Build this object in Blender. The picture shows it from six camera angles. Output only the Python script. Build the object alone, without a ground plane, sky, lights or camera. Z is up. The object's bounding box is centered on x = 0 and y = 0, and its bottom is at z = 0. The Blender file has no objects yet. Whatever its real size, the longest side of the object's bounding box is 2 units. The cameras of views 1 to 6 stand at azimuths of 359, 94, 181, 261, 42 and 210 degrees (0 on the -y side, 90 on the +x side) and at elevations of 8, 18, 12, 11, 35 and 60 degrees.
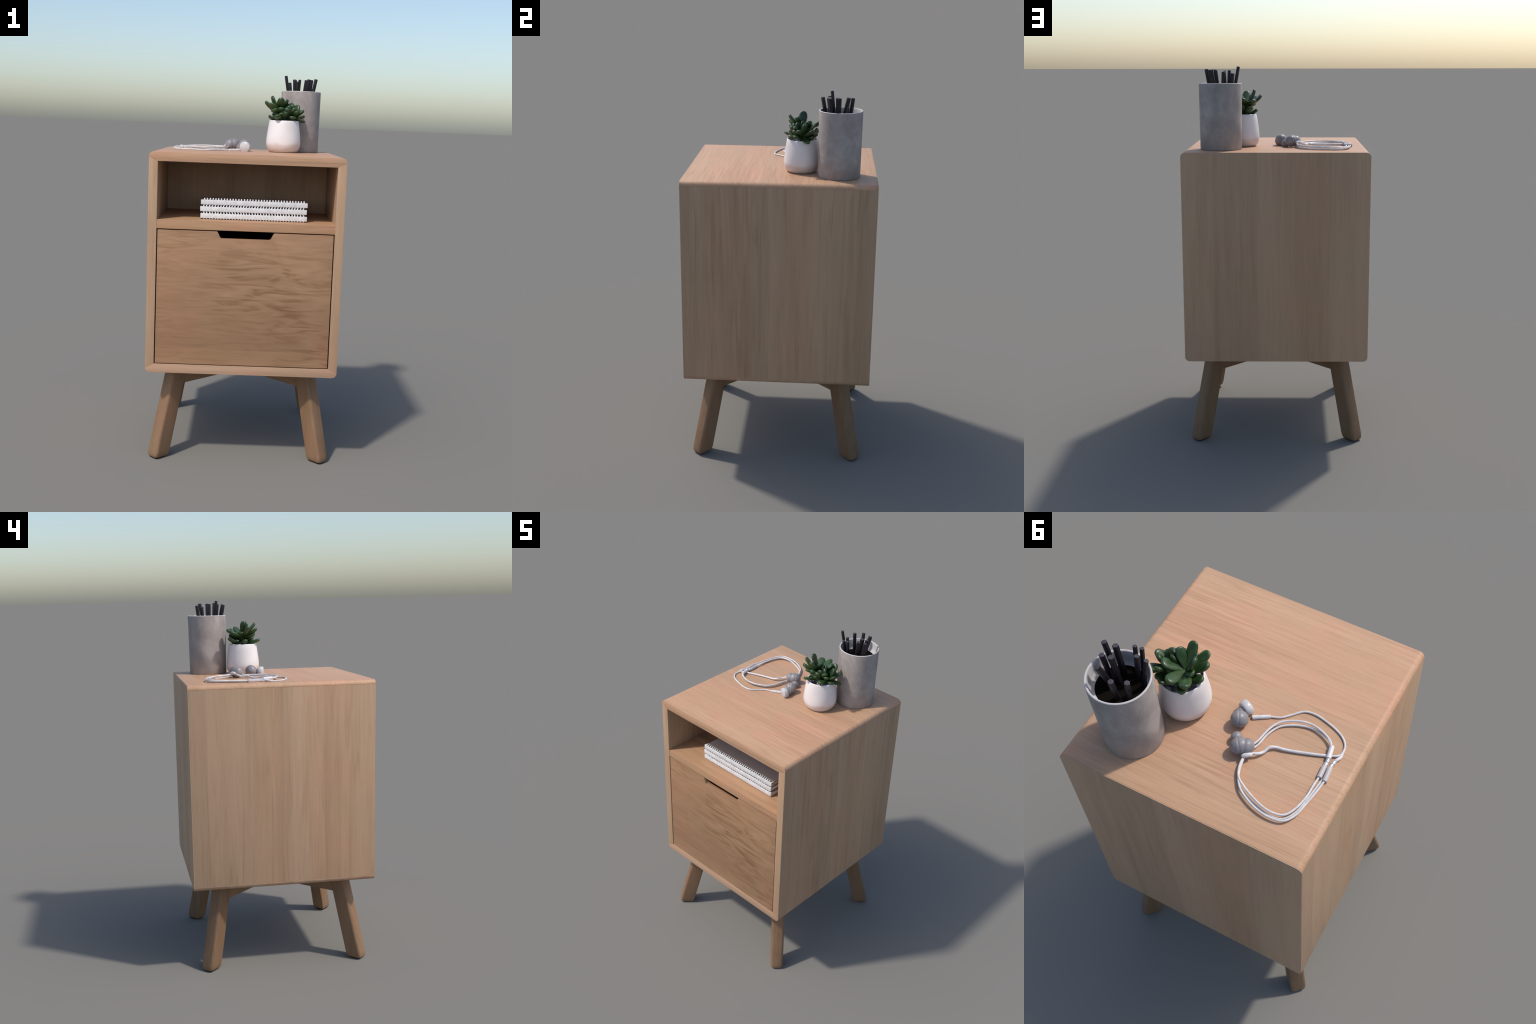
import bpy, bmesh, math, random
from mathutils import Vector, Matrix, noise

random.seed(7)
V = Vector

# ------------------------------------------------------------------ sizes
HX, HY = 0.4822, 0.4995            # half width / half depth of the carcass
Z0, Z1 = 0.471, 1.574            # underside / top of the carcass
IX = 0.4385                      # half width of the front openings
OPEN_TOP, SHELF_TOP, SHELF_BOT, DOOR_BOT = 1.528, 1.2435, 1.199, 0.516
R_EDGE = 0.024                   # rounded long edges of the carcass

# ================================================================== helpers
def mesh_obj(name, bm, mat, parent=None, smooth_angle=35.0, bevel=0.0):
    if bevel > 0:
        bmesh.ops.remove_doubles(bm, verts=bm.verts, dist=1e-6)
        es = [e for e in bm.edges if len(e.link_faces) == 2
              and e.calc_face_angle(0) > math.radians(40)]
        bmesh.ops.bevel(bm, geom=es, offset=bevel, segments=2, profile=0.6,
                        affect='EDGES', clamp_overlap=True)
    bmesh.ops.recalc_face_normals(bm, faces=bm.faces)
    me = bpy.data.meshes.new(name)
    bm.to_mesh(me)
    bm.free()
    for p in me.polygons:
        p.use_smooth = True
    me.set_sharp_from_angle(angle=math.radians(smooth_angle))
    ob = bpy.data.objects.new(name, me)
    bpy.context.scene.collection.objects.link(ob)
    if mat:
        me.materials.append(mat)
    if parent:
        ob.parent = parent
    return ob

def empty(name, loc, label, category):
    ob = bpy.data.objects.new(name, None)
    ob.location = loc
    ob.empty_display_size = 0.05
    ob["label"] = label
    ob["category"] = category
    bpy.context.scene.collection.objects.link(ob)
    return ob

def adopt(ob, parent):
    """parent without moving: meshes are built in world space"""
    ob.parent = parent
    ob.matrix_parent_inverse = Matrix.Translation(-V(parent.location))
    return ob

def box_bm(x0, x1, y0, y1, z0, z1):
    bm = bmesh.new()
    bmesh.ops.create_cube(bm, size=1.0)
    for v in bm.verts:
        v.co = V((x0 if v.co.x < 0 else x1, y0 if v.co.y < 0 else y1, z0 if v.co.z < 0 else z1))
    return bm

def prism_y(poly, y0, y1):
    """extrude an (x, z) outline along y"""
    bm = bmesh.new()
    a = [bm.verts.new((x, y0, z)) for x, z in poly]
    b = [bm.verts.new((x, y1, z)) for x, z in poly]
    n = len(poly)
    bm.faces.new(a)
    bm.faces.new(b[::-1])
    for i in range(n):
        bm.faces.new((a[i], b[i], b[(i + 1) % n], a[(i + 1) % n]))
    return bm

def arc(cx, cz, r, a0, a1, n=10):
    return [(cx + r * math.cos(math.radians(a0 + (a1 - a0) * i / n)),
             cz + r * math.sin(math.radians(a0 + (a1 - a0) * i / n))) for i in range(n + 1)]

def lathe(profile, center, n=64):
    bm = bmesh.new()
    rings = []
    for r, z in profile:
        if r < 1e-6:
            rings.append([bm.verts.new((center[0], center[1], z))])
        else:
            rings.append([bm.verts.new((center[0] + r * math.cos(2 * math.pi * i / n),
                                        center[1] + r * math.sin(2 * math.pi * i / n), z)) for i in range(n)])
    for a, b in zip(rings, rings[1:]):
        for i in range(n):
            j = (i + 1) % n
            if len(a) == 1:
                bm.faces.new((a[0], b[j], b[i]))
            elif len(b) == 1:
                bm.faces.new((a[i], a[j], b[0]))
            else:
                bm.faces.new((a[i], a[j], b[j], b[i]))
    return bm

def spline(pts, per=8, closed=False):
    pts = [V(p) for p in pts]
    out = []
    n = len(pts)
    rng = range(n) if closed else range(n - 1)
    for i in rng:
        p1, p2 = pts[i], pts[(i + 1) % n]
        p0 = pts[i - 1] if (i > 0 or closed) else p1 * 2 - p2
        p3 = pts[(i + 2) % n] if (i + 2 < n or closed) else p2 * 2 - p1
        for k in range(per):
            t = k / per
            out.append(0.5 * ((2 * p1) + (p2 - p0) * t + (2 * p0 - 5 * p1 + 4 * p2 - p3) * t * t
                              + (3 * p1 - p0 - 3 * p2 + p3) * t ** 3))
    if not closed:
        out.append(pts[-1])
    return out

def tube(bm, path, radius, sides=10, closed=False, up=V((0, 0, 1))):
    n = len(path)
    rings = []
    for i, p in enumerate(path):
        a = path[(i - 1) % n] if (closed or i > 0) else p
        b = path[(i + 1) % n] if (closed or i < n - 1) else p
        t = (b - a).normalized()
        s = t.cross(up)
        if s.length < 1e-4:
            s = t.cross(V((1, 0, 0)))
        s.normalize()
        u = s.cross(t)
        r = radius[i] if isinstance(radius, (list, tuple)) else radius
        rings.append([bm.verts.new(p + r * (s * math.cos(2 * math.pi * k / sides)
                                            + u * math.sin(2 * math.pi * k / sides))) for k in range(sides)])
    m = n if closed else n - 1
    for i in range(m):
        A, B = rings[i], rings[(i + 1) % n]
        for k in range(sides):
            l = (k + 1) % sides
            bm.faces.new((A[k], A[l], B[l], B[k]))
    if not closed:
        bm.faces.new(rings[0][::-1])
        bm.faces.new(rings[-1])

def rod_bm(a, b, r0, r1=None, sides=20, chamfer=0.0):
    a, b = V(a), V(b)
    r1 = r0 if r1 is None else r1
    d = (b - a).normalized()
    bm = bmesh.new()
    if chamfer:
        path = [a, a + d * chamfer, b - d * chamfer, b]
        rad = [r0 - chamfer, r0, r1, r1 - chamfer]
    else:
        path, rad = [a, b], [r0, r1]
    tube(bm, path, rad, sides)
    return bm

def ellipsoid_bm(c, radii, axis=None, seg=32):
    bm = bmesh.new()
    bmesh.ops.create_uvsphere(bm, u_segments=seg, v_segments=seg // 2, radius=1.0)
    M = Matrix.Diagonal(V(radii)).to_4x4()
    if axis is not None:
        M = V((0, 0, 1)).rotation_difference(V(axis).normalized()).to_matrix().to_4x4() @ M
    bmesh.ops.transform(bm, matrix=Matrix.Translation(V(c)) @ M, verts=bm.verts)
    return bm

# ================================================================== materials
def nodes_of(name):
    m = bpy.data.materials.new(name)
    m.use_nodes = True
    nt = m.node_tree
    b = nt.nodes["Principled BSDF"]
    return m, nt, b

def node(nt, kind, **kw):
    n = nt.nodes.new(kind)
    for k, v in kw.items():
        if k in n.inputs:
            n.inputs[k].default_value = v
        else:
            setattr(n, k, v)
    return n

def ramp(nt, fac, stops):
    r = nt.nodes.new("ShaderNodeValToRGB")
    el = r.color_ramp.elements
    while len(el) < len(stops):
        el.new(0.5)
    for e, (p, c) in zip(el, stops):
        e.position = p
        e.color = (*c, 1) if len(c) == 3 else c
    nt.links.new(fac, r.inputs["Fac"])
    return r.outputs["Color"]

def mixc(nt, mode, fac, a, b):
    n = nt.nodes.new("ShaderNodeMix")
    n.data_type = 'RGBA'
    n.blend_type = mode
    for sock, val in ((n.inputs[0], fac), (n.inputs[6], a), (n.inputs[7], b)):
        if hasattr(val, "links"):
            nt.links.new(val, sock)
        else:
            sock.default_value = val if not isinstance(val, tuple) else (*val, 1)
    return n.outputs[2]

def scaled(c, k):
    return tuple(x * k for x in c)

def wood(name, grain, across, base, offset=(0, 0, 0), figure=0.5, board=0.19, tone=1.0, fig_scale=(30.0, 1.6), fig_detail=2.0,
         warp=1.0, fibre=0.4, rough=0.55, cloud=1.0):
    """oiled oak; fibres run along world axis `grain`, boards are glued side by side along `across`"""
    m, nt, bsdf = nodes_of(name)
    L = nt.links.new
    tc = node(nt, "ShaderNodeTexCoord")
    ax = "xyz".index(grain)
    def mapped(ac, al):
        mp = node(nt, "ShaderNodeMapping")
        sc = [ac] * 3
        sc[ax] = al
        mp.inputs["Scale"].default_value = sc
        mp.inputs["Location"].default_value = offset
        L(tc.outputs["Object"], mp.inputs["Vector"])
        return mp.outputs["Vector"]
    def math_(op, a, b=None):
        n = node(nt, "ShaderNodeMath", operation=op)
        for k, v in enumerate((a, b)):
            if v is None:
                continue
            if hasattr(v, "links"):
                L(v, n.inputs[k])
            else:
                n.inputs[k].default_value = v
        return n.outputs[0]
    # boards: one tone per board, uneven widths
    sp = node(nt, "ShaderNodeSeparateXYZ")
    L(tc.outputs["Object"], sp.inputs[0])
    c = sp.outputs["XYZ".index(across.upper())]
    wob = math_('MULTIPLY', math_('SINE', math_('MULTIPLY', c, 9.0)), 0.035)
    idx = math_('FLOOR', math_('DIVIDE', math_('ADD', math_('ADD', c, wob), 3.03 + offset[0] * .07), board))
    wn = node(nt, "ShaderNodeTexWhiteNoise", noise_dimensions='1D')
    L(idx, wn.inputs["W"])
    t = tone
    boards = ramp(nt, wn.outputs["Value"], [(0.0, (base[0] * (1 - .10 * t), base[1] * (1 - .085 * t), base[2] * (1 - .075 * t))),
                                            (0.4, (base[0] * (1 + .03 * t), base[1] * (1 - .02 * t), base[2] * (1 - .05 * t))),
                                            (0.7, base),
                                            (1.0, (base[0] * (1 + .05 * t), base[1] * (1 + .075 * t), base[2] * (1 + .085 * t)))])
    # broad soft bands along the grain
    n1 = node(nt, "ShaderNodeTexNoise", Scale=1.0, Detail=2.0, Roughness=0.5)
    L(mapped(11.0, 0.5), n1.inputs["Vector"])
    soft = ramp(nt, n1.outputs["Fac"], [(0.34, (0.86, 0.84, 0.82)), (0.5, (1, 1, 1)), (0.66, (1.07, 1.07, 1.07))])
    col = mixc(nt, 'MULTIPLY', 0.75 * t, boards, soft)
    # growth-ring figure
    wv = node(nt, "ShaderNodeTexNoise", Scale=1.0, Detail=fig_detail, Roughness=0.5, Distortion=1.2 * warp)
    L(mapped(*fig_scale), wv.inputs["Vector"])
    fig = ramp(nt, wv.outputs["Fac"], [(0.34, (0.72, 0.66, 0.58)), (0.46, (0.93, 0.91, 0.89)), (0.56, (1.0, 1.0, 1.0)), (0.70, (1.12, 1.12, 1.10))])
    # the figure fades in and out over the panel
    n4 = node(nt, "ShaderNodeTexNoise", Scale=2.6, Detail=1.0)
    L(mapped(1.0, 0.7), n4.inputs["Vector"])
    mask = node(nt, "ShaderNodeMapRange")
    mask.inputs["From Min"].default_value = 0.36
    mask.inputs["From Max"].default_value = 0.64
    mask.inputs["To Min"].default_value = figure * 0.30
    mask.inputs["To Max"].default_value = figure
    L(n4.outputs["Fac"], mask.inputs["Value"])
    col = mixc(nt, 'MULTIPLY', mask.outputs[0], col, fig)
    # fine fibres and pores
    n2 = node(nt, "ShaderNodeTexNoise", Scale=1.0, Detail=4.0, Roughness=0.65)
    L(mapped(170.0, 5.0), n2.inputs["Vector"])
    fib = ramp(nt, n2.outputs["Fac"], [(0.30, (0.80, 0.76, 0.72)), (0.50, (1, 1, 1)), (0.75, (1.06, 1.06, 1.06))])
    col = mixc(nt, 'MULTIPLY', fibre, col, fib)
    # cloudy rosy / olive patches
    n3 = node(nt, "ShaderNodeTexNoise", Scale=3.6, Detail=4.0, Roughness=0.6)
    L(tc.outputs["Object"], n3.inputs["Vector"])
    cl = ramp(nt, n3.outputs["Fac"], [(0.34, (0.965, 0.980, 0.945)), (0.5, (1, 1, 1)), (0.66, (1.045, 0.975, 0.985))])
    col = mixc(nt, 'MULTIPLY', cloud, col, cl)
    L(col, bsdf.inputs["Base Color"])
    bsdf.inputs["Roughness"].default_value = rough
    bsdf.inputs["Specular IOR Level"].default_value = 0.35
    bp = node(nt, "ShaderNodeBump", Strength=0.14, Distance=0.004)
    L(math_('ADD', math_('MULTIPLY', wv.outputs["Fac"], figure), math_('MULTIPLY', n2.outputs["Fac"], 0.5)), bp.inputs["Height"])
    L(bp.outputs["Normal"], bsdf.inputs["Normal"])
    return m

def mottled(name, stops, scale, rough=0.6, detail=5, bump=0.1, dist=0.002, stretch=(1, 1, 1), metallic=0.0, spec=0.5, coat=0.0):
    m, nt, bsdf = nodes_of(name)
    tc = node(nt, "ShaderNodeTexCoord")
    mp = node(nt, "ShaderNodeMapping")
    mp.inputs["Scale"].default_value = stretch
    nt.links.new(tc.outputs["Object"], mp.inputs["Vector"])
    n = node(nt, "ShaderNodeTexNoise", Scale=scale, Detail=float(detail), Roughness=0.62, Distortion=0.4)
    nt.links.new(mp.outputs["Vector"], n.inputs["Vector"])
    nt.links.new(ramp(nt, n.outputs["Fac"], stops), bsdf.inputs["Base Color"])
    bsdf.inputs["Roughness"].default_value = rough
    bsdf.inputs["Metallic"].default_value = metallic
    bsdf.inputs["Specular IOR Level"].default_value = spec
    bsdf.inputs["Coat Weight"].default_value = coat
    if bump:
        bp = node(nt, "ShaderNodeBump", Strength=bump, Distance=dist)
        n2 = node(nt, "ShaderNodeTexNoise", Scale=scale * 6, Detail=4.0)
        nt.links.new(mp.outputs["Vector"], n2.inputs["Vector"])
        nt.links.new(n2.outputs["Fac"], bp.inputs["Height"])
        nt.links.new(bp.outputs["Normal"], bsdf.inputs["Normal"])
    return m

M_top = wood("oak_top", 'x', 'y', (0.528, 0.320, 0.196), (3, 0, 0), figure=0.42, board=0.26, tone=0.6, fig_scale=(75, 3.0), fibre=0.7)
M_side = wood("oak_side", 'z', 'y', (0.462, 0.298, 0.186), (0, 5, 0), figure=0.48, board=0.19, tone=0.75, cloud=0.55)
M_back = wood("oak_back", 'z', 'x', (0.458, 0.299, 0.189), (9, 0, 0), figure=0.26, board=0.21, tone=0.7, cloud=0.6)
M_bottom = wood("oak_bottom", 'x', 'y', (0.45, 0.285, 0.185), (1, 7, 0), figure=0.4)
M_shelf = wood("oak_shelf", 'x', 'y', (0.44, 0.262, 0.150), (6, 2, 0), figure=0.6, board=0.3, fig_scale=(26, 2.4))
M_door = wood("oak_door", 'x', 'z', (0.362, 0.206, 0.114), (0, 0, 4), figure=1.0, board=0.9, tone=0.7, fig_scale=(24, 3.8), fig_detail=1.7, warp=1.8, fibre=0.35)
M_leg = wood("oak_leg", 'z', 'y', (0.238, 0.141, 0.078), (4, 4, 0), figure=0.45, board=0.9)
M_bar = wood("oak_crossbar", 'x', 'z', (0.232, 0.138, 0.077), (2, 0, 2), figure=0.4, board=0.9)
M_dark = mottled("painted_shade_black", [(0.3, (0.006, 0.005, 0.004)), (0.7, (0.010, 0.008, 0.007))], 8, rough=1.0, bump=0, spec=0.0)  # near-black colour standing in for deep shade

# ================================================================== nightstand
stand = empty("nightstand", (0, 0, 0), "oak bedside cabinet with open shelf, door and splayed legs", "nightstand")

YF, YB = -HY, HY - 0.004         # carcass runs from the front face to the back panel
r = R_EDGE
ctop = [(-HX, Z1 - r)] + arc(-HX + r, Z1 - r, r, 180, 90)[1:] + arc(HX - r, Z1 - r, r, 90, 0) + [(IX, OPEN_TOP), (-IX, OPEN_TOP)]
adopt(mesh_obj("top_panel", prism_y(ctop, YF, YB), M_top, bevel=0.0016), stand)
cbot = [(HX, Z0 + r)] + arc(HX - r, Z0 + r, r, 0, -90)[1:] + arc(-HX + r, Z0 + r, r, -90, -180) + [(-IX, DOOR_BOT), (IX, DOOR_BOT)]
adopt(mesh_obj("bottom_panel", prism_y(cbot, YF, YB), M_bottom, bevel=0.0016), stand)
for s in (-1, 1):
    side = [(s * HX, Z0 + r), (s * HX, Z1 - r), (s * IX, OPEN_TOP), (s * IX, DOOR_BOT)]
    if s < 0:
        side = side[::-1]
    ob = mesh_obj("side_panel", prism_y(side, YF, YB), M_side, bevel=0.0009)
    adopt(ob, stand)
# back panel: full silhouette
cback = arc(HX - r, Z1 - r, r, 0, 90) + arc(-HX + r, Z1 - r, r, 90, 180) + arc(-HX + r, Z0 + r, r, 180, 270) + arc(HX - r, Z0 + r, r, 270, 360)
adopt(mesh_obj("back_panel", prism_y(cback, YB, HY), M_back, bevel=0.0018), stand)
# shelf and the inner back wall of the open compartment
adopt(mesh_obj("shelf", box_bm(-IX - 0.002, IX + 0.002, YF + 0.0015, YB - 0.001, SHELF_BOT, SHELF_TOP), M_shelf, bevel=0.002), stand)
adopt(mesh_obj("compartment_back", box_bm(-IX - 0.002, IX + 0.002, 0.10, 0.118, SHELF_TOP - 0.002, OPEN_TOP + 0.002), M_back), stand)

# door with the trapezoid finger cut-out
GAP, DT = 0.005, 0.032
dx0, dx1, dz0, dz1 = -IX + GAP, IX - GAP, DOOR_BOT + GAP * 0.8, SHELF_BOT - GAP
cut = [(0.141, dz1), (0.136, dz1 - 0.006), (0.126, dz1 - 0.028), (0.122, dz1 - 0.033), (0.116, dz1 - 0.035)]
door = [(dx0, dz0), (dx1, dz0), (dx1, dz1)] + [(x, z) for x, z in cut] + [(-x, z) for x, z in cut[::-1]] + [(dx0, dz1)]
adopt(mesh_obj("door", prism_y(door, YF + 0.0015, YF + 0.0015 + DT), M_door, bevel=0.0025), stand)
# black box added behind the door so the cupboard stays dark, open in front
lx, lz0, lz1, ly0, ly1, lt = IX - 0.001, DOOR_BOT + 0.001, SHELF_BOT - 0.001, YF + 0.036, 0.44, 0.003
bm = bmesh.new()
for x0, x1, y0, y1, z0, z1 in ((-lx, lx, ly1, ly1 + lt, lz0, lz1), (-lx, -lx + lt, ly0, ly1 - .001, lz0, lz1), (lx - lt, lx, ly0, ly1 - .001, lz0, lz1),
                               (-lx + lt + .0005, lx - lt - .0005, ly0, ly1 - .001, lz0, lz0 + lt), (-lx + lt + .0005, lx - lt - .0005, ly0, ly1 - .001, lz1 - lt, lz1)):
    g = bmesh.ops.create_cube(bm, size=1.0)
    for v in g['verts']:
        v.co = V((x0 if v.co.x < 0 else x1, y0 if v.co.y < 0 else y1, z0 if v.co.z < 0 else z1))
adopt(mesh_obj("cupboard_shade_box", bm, M_dark), stand)

# ---- crossed stretchers under the carcass
def beam(a0, a1, ang, half_t, z0, z1):
    bm = box_bm(a0, a1, -half_t, half_t, z0, z1)
    bmesh.ops.rotate(bm, cent=(0, 0, 0), matrix=Matrix.Rotation(math.radians(ang), 3, 'Z'), verts=bm.verts)
    return bm
BT = 0.034
adopt(mesh_obj("crossbar", beam(-0.47, 0.47, 45, BT, 0.375, Z0 + 0.001), M_bar, bevel=0.003), stand)
adopt(mesh_obj("crossbar", beam(BT + 0.0005, 0.47, 135, BT, 0.3755, Z0 + 0.001), M_bar, bevel=0.003), stand)
adopt(mesh_obj("crossbar", beam(BT + 0.0005, 0.47, -45, BT, 0.3755, Z0 + 0.001), M_bar, bevel=0.003), stand)

# ---- splayed legs: rounded rectangle swept down and outwards along the diagonal
def leg_bm(ang):
    bm = bmesh.new()
    rings = []
    T = 0.0375
    for z, inset in [(Z0 + 0.001, 0), (0.30, 0), (0.15, 0), (0.035, 0), (0.016, 0.002), (0.007, 0.006), (0.004, 0.010)]:
        ro = 0.6345 - 0.252 * z - inset
        ri = 0.544 - 0.245 * z + inset
        t = T - inset * 0.8
        def corner(cx, cy, rad, a0):
            return [(cx + rad * math.cos(math.radians(a0 + 18 * k)), cy + rad * math.sin(math.radians(a0 + 18 * k))) for k in range(6)]
        Ro, Ri = 0.015, 0.005
        pts = (corner(ro - Ro, t - Ro, Ro, 0) + corner(ri + Ri, t - Ri, Ri, 90)
               + corner(ri + Ri, -t + Ri, Ri, 180) + corner(ro - Ro, -t + Ro, Ro, 270))
        rings.append([bm.verts.new((x, y, z)) for x, y in pts])
    n = len(rings[0])
    for a, b in zip(rings, rings[1:]):
        for i in range(n):
            bm.faces.new((a[i], a[(i + 1) % n], b[(i + 1) % n], b[i]))
    bm.faces.new(rings[0])
    bm.faces.new(rings[-1][::-1])
    bmesh.ops.rotate(bm, cent=(0, 0, 0), matrix=Matrix.Rotation(math.radians(ang), 3, 'Z'), verts=bm.verts)
    return bm
for ang in (45, 135, 225, 315):
    leg = adopt(mesh_obj("leg", leg_bm(ang), M_leg, smooth_angle=50), stand)
    bm = box_bm(0.557, 0.619, -0.026, 0.026, 0.0, 0.0045)
    bmesh.ops.rotate(bm, cent=(0, 0, 0), matrix=Matrix.Rotation(math.radians(ang), 3, 'Z'), verts=bm.verts)
    shade_plate = mesh_obj("foot_shade_plate", bm, M_dark, bevel=0.001)  # dark plate added for the shaded gap under the foot
    shade_plate.parent = leg

# ================================================================== notebooks
M_paper = mottled("paper_block", [(0.3, (0.62, 0.60, 0.60)), (0.7, (0.74, 0.72, 0.72))], 14, rough=0.8, stretch=(1, 1, 30), bump=0.2)
M_cover = mottled("notebook_cover", [(0.3, (0.50, 0.43, 0.39)), (0.7, (0.58, 0.51, 0.47))], 9, rough=0.5, bump=0.05)
M_coil = mottled("white_wire", [(0.3, (0.62, 0.61, 0.61)), (0.7, (0.80, 0.79, 0.79))], 60, rough=0.35, bump=0)
M_binding_dark = mottled("binding_shade_black", [(0.3, (0.012, 0.011, 0.012)), (0.7, (0.02, 0.018, 0.018))], 20, rough=0.9, bump=0)  # near-black for the drawn holes and the shade in the gaps
NBX0, NBX1, NBY, NBD, NBT = -0.230, 0.304, -0.407, 0.365, 0.0342
def notebook(k):
    """page block with a pale bound spine; wire loops bridge the dark gap above and below it"""
    z0 = SHELF_TOP + 0.0005 + k * NBT
    z1 = z0 + NBT - 0.0006
    dx = [0.0, -0.002, 0.001][k]
    nb = empty("notebook", (0.037 + dx, NBY + NBD / 2, z0), "white wire-bound notebook lying flat on the shelf", "notebook")
    x0, x1 = NBX0 + dx, NBX1 + dx
    pz0, pz1 = z0 + .0042, z1 - .0052          # the bound spine
    cz = pz1 - (.014 if k == 2 else 0.001)          # the top book's pages sag behind its spine
    adopt(mesh_obj("page_block", box_bm(x0 + .002, x1 - .002, NBY + .012, NBY + NBD - .002, pz0 + .002, cz - .003), M_paper, bevel=0.0015), nb)
    cb = [(NBY + .0122, pz1 - .0035), (NBY + .0122, pz1 - .0015), (NBY + .022, (pz1 + cz) / 2), (NBY + .036, cz - .001), (NBY + NBD, cz - .001), (NBY + NBD, cz - .003)]
    bm = bmesh.new()
    fa = [bm.verts.new((x0, y, z)) for y, z in cb]
    fb = [bm.verts.new((x1, y, z)) for y, z in cb]
    bm.faces.new(fa)
    bm.faces.new(fb[::-1])
    for q in range(len(cb)):
        w = (q + 1) % len(cb)
        bm.faces.new((fa[q], fb[q], fb[w], fa[w]))
    adopt(mesh_obj("cover", bm, M_cover), nb)
    adopt(mesh_obj("cover", box_bm(x0, x1, NBY + .013, NBY + NBD, pz0, pz0 + .002), M_cover, bevel=0.0008), nb)
    adopt(mesh_obj("spine_strip", box_bm(x0, x1, NBY, NBY + .0118, pz0, pz1), M_coil, bevel=0.003), nb)
    rnd = random.Random(40 + k)
    n = 36
    step = (x1 - x0 - 0.036) / (n - 1)
    bm, hb = bmesh.new(), bmesh.new()
    for i in range(n):
        x = x0 + 0.018 + step * i + rnd.uniform(-.0008, .0008)
        q = rnd.uniform(-.0004, .0006)
        loop = spline([(x, NBY + .019, pz1 - .004), (x, NBY + .014, z1 - .0006), (x, NBY + .006, z1 + q), (x, NBY + .0036, pz1 - .001),
                       (x, NBY + .0030, (z0 + z1) / 2), (x, NBY + .0036, pz0 + .001), (x, NBY + .006, z0 + .0022),
                       (x, NBY + .014, z0 + .0026), (x, NBY + .019, pz0)], 4)
        tube(bm, loop, 0.0036, 8, up=V((1, 0, 0)))
        if i < n - 1:       # dark blocks standing in for punched holes between the loops
            for zc in (pz1, pz0):
                b2 = bmesh.ops.create_cube(hb, size=1.0)
                bmesh.ops.scale(hb, vec=(step * .62, 0.0125, 0.0016), verts=b2['verts'])
                bmesh.ops.translate(hb, vec=(x + step / 2, NBY + 0.0112, zc), verts=b2['verts'])
    c = adopt(mesh_obj("wire_comb", bm, M_coil), nb)
    c["kind"] = "stuff"
    h = adopt(mesh_obj("dark_hole_blocks", hb, M_binding_dark), nb)
    h["kind"] = "stuff"
    # dark block added so the gap under the spine stays black
    adopt(mesh_obj("gap_shade_block", box_bm(x0 + .004, x1 - .004, NBY + .010, NBY + .030, z0 + .0002, pz0 - .0003), M_binding_dark), nb)
for k in range(3):
    notebook(k)

# ================================================================== concrete pencil cup
M_conc = mottled("concrete", [(0.28, (0.250, 0.213, 0.196)), (0.5, (0.345, 0.300, 0.277)), (0.72, (0.45, 0.40, 0.372))], 11, rough=0.8, detail=8, bump=0.15, stretch=(1, 1, 0.7))
M_conc_in = mottled("concrete_inside", [(0.3, (0.44, 0.41, 0.40)), (0.7, (0.56, 0.53, 0.515))], 14, rough=0.8, bump=0.1)
CX, CY, CZ1 = 0.289, 0.303, 1.915
cup = empty("pencil_cup", (CX, CY, Z1), "tall grey concrete cylinder cup holding pencils", "pencil holder")
prof = [(0.0, Z1 + .0008), (0.1055, Z1 + .0008), (0.1085, Z1 + .004), (0.1095, 1.70), (0.1115, CZ1 - .005), (0.1112, CZ1 - .0025)]
adopt(mesh_obj("cup_wall", lathe(prof, (CX, CY), 72), M_conc, smooth_angle=50), cup)
adopt(mesh_obj("cup_lining", lathe([(0.1112, CZ1 - .0025), (0.1102, CZ1 - .0006), (0.1075, CZ1), (0.1045, CZ1 - .001), (0.1031, CZ1 - .0042), (0.1005, 1.882), (0.0960, 1.868), (0.0860, 1.861)], (CX, CY), 72), M_conc_in, smooth_angle=50), cup)

adopt(mesh_obj("cup_shade_disc", lathe([(0.0862, 1.8612), (0.080, 1.859), (0.0, 1.856)], (CX, CY), 48), M_dark), cup)  # raised floor disc, baked shade between the pencils painted in as black
# ---- pencils: hexagonal, (top, foot, half width)
M_pen = mottled("black_lacquer", [(0.3, (0.011, 0.008, 0.011)), (0.7, (0.019, 0.014, 0.018))], 20, rough=0.42, bump=0.05, spec=0.35)
M_pen_end = mottled("pencil_end", [(0.3, (0.035, 0.029, 0.036)), (0.7, (0.06, 0.05, 0.06))], 60, rough=0.6, bump=0.1)
PENCILS = [((.366, .246, 1.985), (.296, .275), .0092), ((.327, .240, 1.982), (.262, .290), .0100),
           ((.345, .292, 1.982), (.303, .292), .0092), ((.315, .285, 1.980), (.272, .300), .0100),
           ((.331, .339, 1.983), (.280, .262), .0095), ((.273, .210, 1.977), (.254, .288), .0072),
           ((.249, .206, 1.974), (.243, .277), .0072), ((.245, .243, 1.979), (.262, .283), .0080),
           ((.197, .255, 1.998), (.268, .302), .0076), ((.266, .362, 1.973), (.288, .315), .0092),
           ((.222, .338, 1.965), (.265, .318), .0092)]
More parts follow.
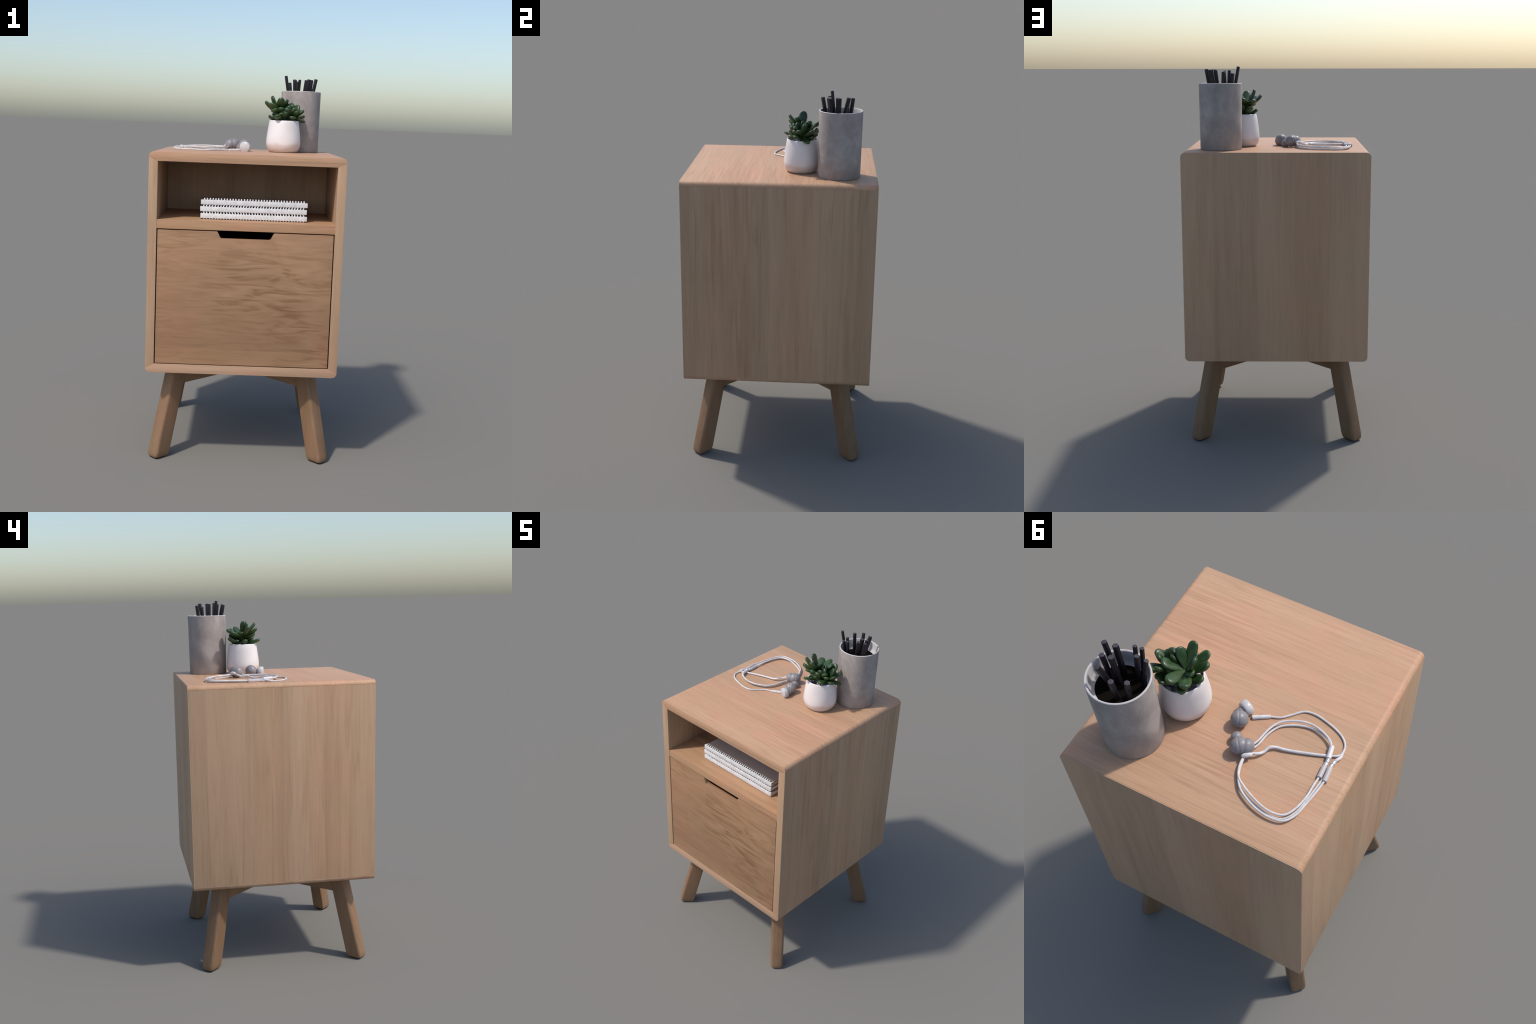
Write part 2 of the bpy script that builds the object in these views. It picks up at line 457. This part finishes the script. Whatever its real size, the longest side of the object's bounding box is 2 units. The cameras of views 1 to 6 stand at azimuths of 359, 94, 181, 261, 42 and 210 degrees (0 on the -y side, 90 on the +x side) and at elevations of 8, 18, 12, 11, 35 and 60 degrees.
def pencil(top, foot, rr, i):
    top, foot = V(top), V((foot[0], foot[1], 1.600))
    foot = foot.lerp(top, (1.8585 - foot.z) / (top.z - foot.z))   # stands on the dark disc
    rr *= 1.16
    d = (top - foot).normalized()
    p = empty("pencil", tuple(foot), "dark hexagonal pencil standing in the cup", "pencil")
    bm = bmesh.new()
    tube(bm, [foot, top - d * .0012], rr, 6, up=V((math.cos(i), math.sin(i), 0.1)))
    adopt(mesh_obj("barrel", bm, M_pen, smooth_angle=20, bevel=0.0008), p)
    bm = bmesh.new()
    tube(bm, [top - d * .0014, top - d * .0006, top], [rr * .93, rr * .93, rr * .80], 6, up=V((math.cos(i), math.sin(i), 0.1)))
    adopt(mesh_obj("end_cap", bm, M_pen_end, smooth_angle=20), p)
for i, (t, f, rr) in enumerate(PENCILS):
    pencil(t, f, rr, i)

# ================================================================== potted succulent
PX, PY = 0.190, 0.107
plant = empty("potted_succulent", (PX, PY, Z1), "green jade succulent in a small white tapered pot", "potted plant")
def pot_material():
    m, nt, bsdf = nodes_of("white_glaze_dipped")
    tc = node(nt, "ShaderNodeTexCoord")
    sp = node(nt, "ShaderNodeSeparateXYZ")
    nt.links.new(tc.outputs["Object"], sp.inputs[0])
    n = node(nt, "ShaderNodeTexNoise", Scale=22.0, Detail=3.0)
    nt.links.new(tc.outputs["Object"], n.inputs["Vector"])
    ma = node(nt, "ShaderNodeMath", operation='MULTIPLY_ADD')
    nt.links.new(n.outputs["Fac"], ma.inputs[0])
    ma.inputs[1].default_value = -0.030
    nt.links.new(sp.outputs["Z"], ma.inputs[2])
    mr = node(nt, "ShaderNodeMapRange")
    mr.inputs["From Min"].default_value = 1.598
    mr.inputs["From Max"].default_value = 1.612
    nt.links.new(ma.outputs[0], mr.inputs["Value"])
    g = node(nt, "ShaderNodeTexNoise", Scale=9.0, Detail=5.0)
    nt.links.new(tc.outputs["Object"], g.inputs["Vector"])
    white = ramp(nt, g.outputs["Fac"], [(0.3, (0.72, 0.665, 0.645)), (0.7, (0.80, 0.75, 0.73))])
    clay = ramp(nt, g.outputs["Fac"], [(0.3, (0.62, 0.515, 0.47)), (0.7, (0.72, 0.62, 0.575))])
    nt.links.new(mixc(nt, 'MIX', mr.outputs[0], clay, white), bsdf.inputs["Base Color"])
    bsdf.inputs["Roughness"].default_value = 0.45
    bsdf.inputs["Coat Weight"].default_value = 0.15
    return m
M_pot = pot_material()
RZ = 1.748
pp = [(0.0, Z1 + .001), (0.070, Z1 + .001), (0.077, Z1 + .004), (0.086, Z1 + .015), (0.0925, Z1 + .032), (0.0948, Z1 + .050),
      (0.0935, Z1 + .075), (0.0895, Z1 + .110), (0.0845, Z1 + .145), (0.0800, RZ - .004), (0.0785, RZ - .0005), (0.0765, RZ),
      (0.0745, RZ - .001), (0.0735, RZ - .004), (0.077, RZ - .026), (0.079, RZ - .040)]
adopt(mesh_obj("pot", lathe(pp, (PX, PY), 64), M_pot, smooth_angle=60), plant)
M_soil = mottled("grey_gravel_soil", [(0.3, (0.07, 0.068, 0.07)), (0.6, (0.20, 0.195, 0.20)), (0.8, (0.34, 0.33, 0.32))], 60, rough=0.9, bump=0.8, dist=0.004)
M_pebble = mottled("pale_pebble", [(0.3, (0.40, 0.37, 0.34)), (0.7, (0.62, 0.58, 0.54))], 40, rough=0.8, bump=0.2)
adopt(mesh_obj("soil", lathe([(0.0, RZ - .014), (0.04, RZ - .017), (0.0775, RZ - .024)], (PX, PY), 48), M_soil), plant)
rnd = random.Random(5)
bm = bmesh.new()
for i in range(26):
    a, rr = rnd.uniform(0, 6.28), 0.066 * math.sqrt(rnd.random())
    b = ellipsoid_bm((0, 0, 0), (1, 1, 1), seg=10)
    s = rnd.uniform(.005, .010)
    M = Matrix.Translation((PX + rr * math.cos(a), PY + rr * math.sin(a), RZ - .017)) @ Matrix.Rotation(rnd.uniform(0, 6), 4, 'Z') @ Matrix.Diagonal((s * 1.3, s, s * .6, 1))
    bmesh.ops.transform(b, matrix=M, verts=b.verts)
    me = bpy.data.meshes.new("tmp")
    b.to_mesh(me); b.free()
    bm.from_mesh(me)
    bpy.data.meshes.remove(me)
peb = adopt(mesh_obj("pebbles", bm, M_pebble), plant)
peb["kind"] = "stuff"

def leaf_material():
    m, nt, bsdf = nodes_of("succulent_leaf")
    tc = node(nt, "ShaderNodeTexCoord")
    oi = node(nt, "ShaderNodeObjectInfo")
    n = node(nt, "ShaderNodeTexNoise", Scale=35.0, Detail=3.0)
    nt.links.new(tc.outputs["Object"], n.inputs["Vector"])
    a = ramp(nt, n.outputs["Fac"], [(0.3, (0.014, 0.038, 0.011)), (0.7, (0.030, 0.068, 0.020))])
    b = ramp(nt, n.outputs["Fac"], [(0.3, (0.020, 0.050, 0.010)), (0.7, (0.045, 0.098, 0.022))])
    nt.links.new(mixc(nt, 'MIX', oi.outputs["Random"], a, b), bsdf.inputs["Base Color"])
    bsdf.inputs["Roughness"].default_value = 0.38
    bsdf.inputs["Specular IOR Level"].default_value = 0.55
    bsdf.inputs["Subsurface Weight"].default_value = 0.08
    bsdf.inputs["Subsurface Radius"].default_value = (0.004, 0.008, 0.003)
    return m
M_leaf = leaf_material()
M_stem = mottled("succulent_stem", [(0.3, (0.05, 0.07, 0.03)), (0.7, (0.10, 0.11, 0.05))], 50, rough=0.7)

def leaf_bm(base, tip, width, thick, roll, curl):
    base, tip = V(base), V(tip)
    ax = tip - base
    L = ax.length
    t = ax.normalized()
    side = t.cross(V((0, 0, 1)))
    if side.length < 0.15:
        side = V((math.cos(roll * 9), math.sin(roll * 9), 0))
    side = (side - t * side.dot(t)).normalized()
    side = Matrix.Rotation(roll, 3, t) @ side
    nrm = side.cross(t).normalized()
    prof = [(0, .42), (.12, .48), (.26, .62), (.42, .84), (.58, .98), (.70, 1.0), (.81, .95), (.90, .80), (.96, .56), (.99, .28)]
    bm = bmesh.new()
    K = 14
    rings = []
    for u, w in prof:
        c = base + ax * u + nrm * (curl * L * (u * u - u))
        hw = width * 0.5 * w
        ht = thick * 0.5 * (0.55 + 0.45 * w) * min(1, w * 1.8)
        rings.append([bm.verts.new(c + side * hw * math.cos(2 * math.pi * k / K)
                                   + nrm * (ht * math.sin(2 * math.pi * k / K) + 0.16 * hw * math.cos(2 * math.pi * k / K) ** 2)) for k in range(K)])
    for a, b in zip(rings, rings[1:]):
        for k in range(K):
            bm.faces.new((a[k], a[(k + 1) % K], b[(k + 1) % K], b[k]))
    bm.faces.new(rings[0])
    e = bm.verts.new(tip)
    for k in range(K):
        bm.faces.new((rings[-1][k], rings[-1][(k + 1) % K], e))
    return bm

A, B, C, D = (.166, .106, 1.792), (.238, .104, 1.762), (.180, .108, 1.742), (.200, .092, 1.762)
LEAVES = [  # centre the leaf springs from, tip, width
    (A, (.167, .034, 1.868), .036), (A, (.112, .033, 1.838), .036), (A, (.082, .088, 1.849), .036),
    (A, (.119, .107, 1.880), .038), (A, (.180, .202, 1.831), .040), (A, (.120, .193, 1.822), .040),
    (A, (.236, .145, 1.843), .042), (A, (.204, .076, 1.862), .034), (A, (.140, .085, 1.850), .024),
    (A, (.126, .043, 1.806), .040), (A, (.172, .036, 1.814), .036), (A, (.128, .132, 1.815), .034),
    (B, (.297, .090, 1.806), .032), (B, (.265, .124, 1.836), .038), (B, (.236, .175, 1.836), .034),
    (B, (.300, .070, 1.775), .032), (B, (.306, .144, 1.745), .028), (B, (.229, .078, 1.838), .036),
    (B, (.232, .034, 1.766), .036), (B, (.284, .168, 1.806), .032), (B, (.262, .060, 1.800), .032),
    (C, (.103, .104, 1.772), .034), (C, (.144, .010, 1.773), .034), (C, (.132, .195, 1.785), .034),
    (C, (.234, .185, 1.779), .034), (C, (.190, .186, 1.803), .034), (C, (.200, .038, 1.792), .030),
    (C, (.262, .165, 1.768), .030),
    (D, (.206, .044, 1.816), .038), (D, (.184, .050, 1.800), .040), (D, (.218, .058, 1.830), .034), (D, (.252, .066, 1.818), .032),
    (D, (.162, .052, 1.786), .036), (D, (.212, .150, 1.812), .036), (D, (.150, .140, 1.800), .036), (D, (.215, .108, 1.842), .030)]
rnd = random.Random(11)
for c, tip, w in LEAVES:
    d = (V(tip) - V(c)); d.z *= .3
    base = V(c) + d * 0.06 + V((rnd.uniform(-.004, .004), rnd.uniform(-.004, .004), rnd.uniform(-.006, .006)))
    adopt(mesh_obj("leaf", leaf_bm(base, tip, w * 1.14, w * 0.52, rnd.uniform(-.3, .3), rnd.uniform(.12, .28)), M_leaf, smooth_angle=80), plant)
for c in (A, B, C, D):
    b = V((PX + (c[0] - PX) * .4, PY + (c[1] - PY) * .4, RZ - .022))
    bm = bmesh.new()
    tube(bm, spline([b, (b + V(c)) / 2 + V((.002, .002, 0)), V(c) + V((0, 0, .004))], 5), 0.0065, 10)
    adopt(mesh_obj("stem", bm, M_stem), plant)

# ================================================================== earphones
M_white = mottled("white_rubber", [(0.3, (0.56, 0.53, 0.515)), (0.7, (0.72, 0.685, 0.67))], 45, rough=0.45, bump=0.03)
M_grey = mottled("grey_silicone", [(0.3, (0.195, 0.178, 0.182)), (0.7, (0.29, 0.265, 0.268))], 40, rough=0.42, bump=0.05)
M_shell = mottled("pale_shell", [(0.3, (0.44, 0.415, 0.41)), (0.7, (0.60, 0.57, 0.565))], 30, rough=0.35, bump=0.03)
M_sleeve = mottled("taupe_sleeve", [(0.3, (0.44, 0.39, 0.375)), (0.7, (0.52, 0.46, 0.44))], 30, rough=0.5, bump=0.03)
M_metal = mottled("jack_metal", [(0.3, (0.62, 0.61, 0.60)), (0.7, (0.8, 0.79, 0.78))], 40, rough=0.3, bump=0, metallic=0.6)
ears = empty("earphones", (-0.22, 0.15, Z1), "coiled white wired earphones with grey buds", "earphones")
CR = 0.0040
def cord(pts, rad=CR, zs=None):
    path = spline(pts, 7)
    bm = bmesh.new()
    tube(bm, path, rad, 10)
    return adopt(mesh_obj("cord", bm, M_white), ears)
zl, zh = Z1 + .0042, Z1 + .0175
# single cord from the lone bud round the outside and back across the loop
cord([(-.106, .021, Z1 + 0.0045), (-.142, .006, zl), (-.172, -.023, zl), (-.205, -.055, zl), (-.248, -.062, zl), (-.294, -.053, zl),
      (-.343, -.037, zl), (-.377, -.017, zl), (-.397, .008, zl), (-.402, .039, zl), (-.391, .060, zl + .003), (-.360, .073, zl + .002)])
p2 = spline([(-.362, .073, zl + .001), (-.306, .094, zl + .003), (-.248, .113, zl + .004), (-.212, .123, zl + .005), (-.188, .128, zl + .007),
             (-.169, .141, zl + .012), (-.158, .165, Z1 + 0.0120), (-.145, .184, Z1 + 0.0180), (-.124, .196, Z1 + 0.0220), (-.108, .212, Z1 + 0.0260)], 7)
bm = bmesh.new()
tube(bm, p2, 0.0054, 10)
adopt(mesh_obj("cord", bm, M_white), ears)
# upper loop, two strands
cord([(-.100, .188, Z1 + 0.0220), (-.119, .140, zh), (-.129, .086, zh), (-.141, .051, zh), (-.159, .027, zh), (-.187, .008, zh), (-.225, -.007, zh),
      (-.266, -.010, zh), (-.309, .001, zh), (-.345, .020, zh - .002), (-.357, .038, Z1 + 0.0150)])
cord([(-.104, .196, Z1 + 0.0140), (-.124, .150, Z1 + 0.0080), (-.134, .092, Z1 + 0.0070), (-.156, .045, Z1 + 0.0070), (-.193, .018, Z1 + 0.0070), (-.231, .003, Z1 + 0.0070),
      (-.266, -.002, Z1 + 0.0080), (-.308, .004, Z1 + 0.0110), (-.340, .020, Z1 + 0.0140), (-.360, .040, Z1 + 0.0140)])
# lower loop, three strands gathered from the bud to the two sleeves
cord([(-.108, .212, Z1 + 0.0240), (-.113, .256, zh), (-.131, .294, zh), (-.162, .317, zh), (-.204, .338, zh), (-.255, .357, zh), (-.298, .362, zh - .002),
      (-.338, .350, zh - .004), (-.360, .309, zh - .006), (-.371, .252, zh - .008), (-.372, .205, Z1 + 0.0100), (-.374, .162, Z1 + 0.0080)])
cord([(-.110, .218, Z1 + 0.0200), (-.122, .275, zh - .002), (-.152, .325, zh - .002), (-.198, .356, zh - .002), (-.253, .376, zh - .003), (-.306, .381, zh - .004),
      (-.347, .370, zh - .005), (-.372, .330, zh - .007), (-.382, .280, zh - .008), (-.391, .226, Z1 + 0.0090), (-.397, .170, Z1 + 0.0080)])
cord([(-.108, .216, Z1 + 0.0120), (-.117, .268, Z1 + 0.0045), (-.142, .312, Z1 + 0.0045), (-.180, .338, Z1 + 0.0045), (-.230, .357, Z1 + 0.0045), (-.290, .371, Z1 + 0.0045),
      (-.338, .362, Z1 + 0.0045), (-.366, .318, Z1 + 0.0045), (-.378, .250, Z1 + 0.0045), (-.384, .200, Z1 + 0.0050), (-.388, .165, Z1 + 0.0050)])
# junction blob
adopt(mesh_obj("cord_joint", ellipsoid_bm((-.118, .211, Z1 + 0.0280), (.0092, .0092, .021), axis=(-.75, -.6, 0.0)), M_white), ears)
# sleeves, plug and metal bits
adopt(mesh_obj("sleeve", rod_bm((-.371, .114, Z1 + 0.0070), (-.375, .166, Z1 + 0.0070), .0098, chamfer=.0015), M_sleeve), ears)
adopt(mesh_obj("sleeve", rod_bm((-.391, .110, Z1 + 0.0070), (-.398, .172, Z1 + 0.0070), .0098, chamfer=.0015), M_sleeve), ears)
adopt(mesh_obj("plug", rod_bm((-.360, .035, Z1 + 0.0150), (-.371, .086, Z1 + 0.0130), .0092, chamfer=.0015), M_white), ears)
adopt(mesh_obj("jack", rod_bm((-.371, .085, Z1 + 0.0120), (-.3715, .100, Z1 + 0.0100), .0068, chamfer=.001), M_metal), ears)
adopt(mesh_obj("jack", rod_bm((-.3715, .1005, Z1 + 0.0090), (-.3715, .114, Z1 + 0.0080), .0078, chamfer=.002), M_metal), ears)
adopt(mesh_obj("jack", rod_bm((-.394, .082, Z1 + 0.0060), (-.392, .097, Z1 + 0.0060), .0078, chamfer=.002), M_metal), ears)
adopt(mesh_obj("jack", rod_bm((-.392, .0975, Z1 + 0.0060), (-.391, .110, Z1 + 0.0070), .0066, chamfer=.001), M_metal), ears)
cord([(-.402, .040, zl), (-.404, .060, zl + .003), (-.398, .076, zl + .006), (-.394, .086, Z1 + 0.0060)], 0.0058)
adopt(mesh_obj("strain_relief", rod_bm((-.050, .054, Z1 + 0.0050), (-.107, .020, Z1 + 0.0045), .0085, .0072, chamfer=.0015), M_white), ears)

def bud(c, rad, axis, name="ear_tip"):
    """silicone ball split by a groove across its axis"""
    bm = bmesh.new()
    bmesh.ops.create_uvsphere(bm, u_segments=40, v_segments=36, radius=1.0)
    for v in bm.verts:
        g = math.exp(-((v.co.z - 0.12) / 0.055) ** 2)
        k = 1 - 0.07 * g + 0.03 * math.exp(-((v.co.z - 0.26) / 0.06) ** 2)
        v.co.x *= k; v.co.y *= k
    M = Matrix.Translation(V(c)) @ V((0, 0, 1)).rotation_difference(V(axis).normalized()).to_matrix().to_4x4() @ Matrix.Diagonal((rad[0], rad[1], rad[2], 1))
    bmesh.ops.transform(bm, matrix=M, verts=bm.verts)
    return adopt(mesh_obj(name, bm, M_grey, smooth_angle=60), ears)
bud((-.023, .094, Z1 + 0.0310), (.0325, .0315, .033), (.80, .45, .1))
d = V((.38, .92, 0)).normalized()
hc = V((-.018, .038, Z1 + 0.0230))
adopt(mesh_obj("ear_housing", rod_bm(hc - d * .015, hc + d * .015, .0305, .0285, sides=28, chamfer=.004), M_shell, smooth_angle=50), ears)
adopt(mesh_obj("ear_neck", rod_bm(hc + d * .012, hc + d * .036, .018, .016, sides=24), M_grey), ears)
bud((-.080, .192, Z1 + 0.0340), (.032, .031, .036), (.75, .55, -.05))
adopt(mesh_obj("ear_housing", ellipsoid_bm((-.102, .183, Z1 + 0.0320), (.030, .029, .028), axis=(-.8, -.3, 0)), M_grey), ears)
adopt(mesh_obj("ear_nozzle", ellipsoid_bm((-.047, .160, Z1 + 0.0160), (.024, .022, .022), axis=(.8, -.5, -.3)), M_grey), ears)
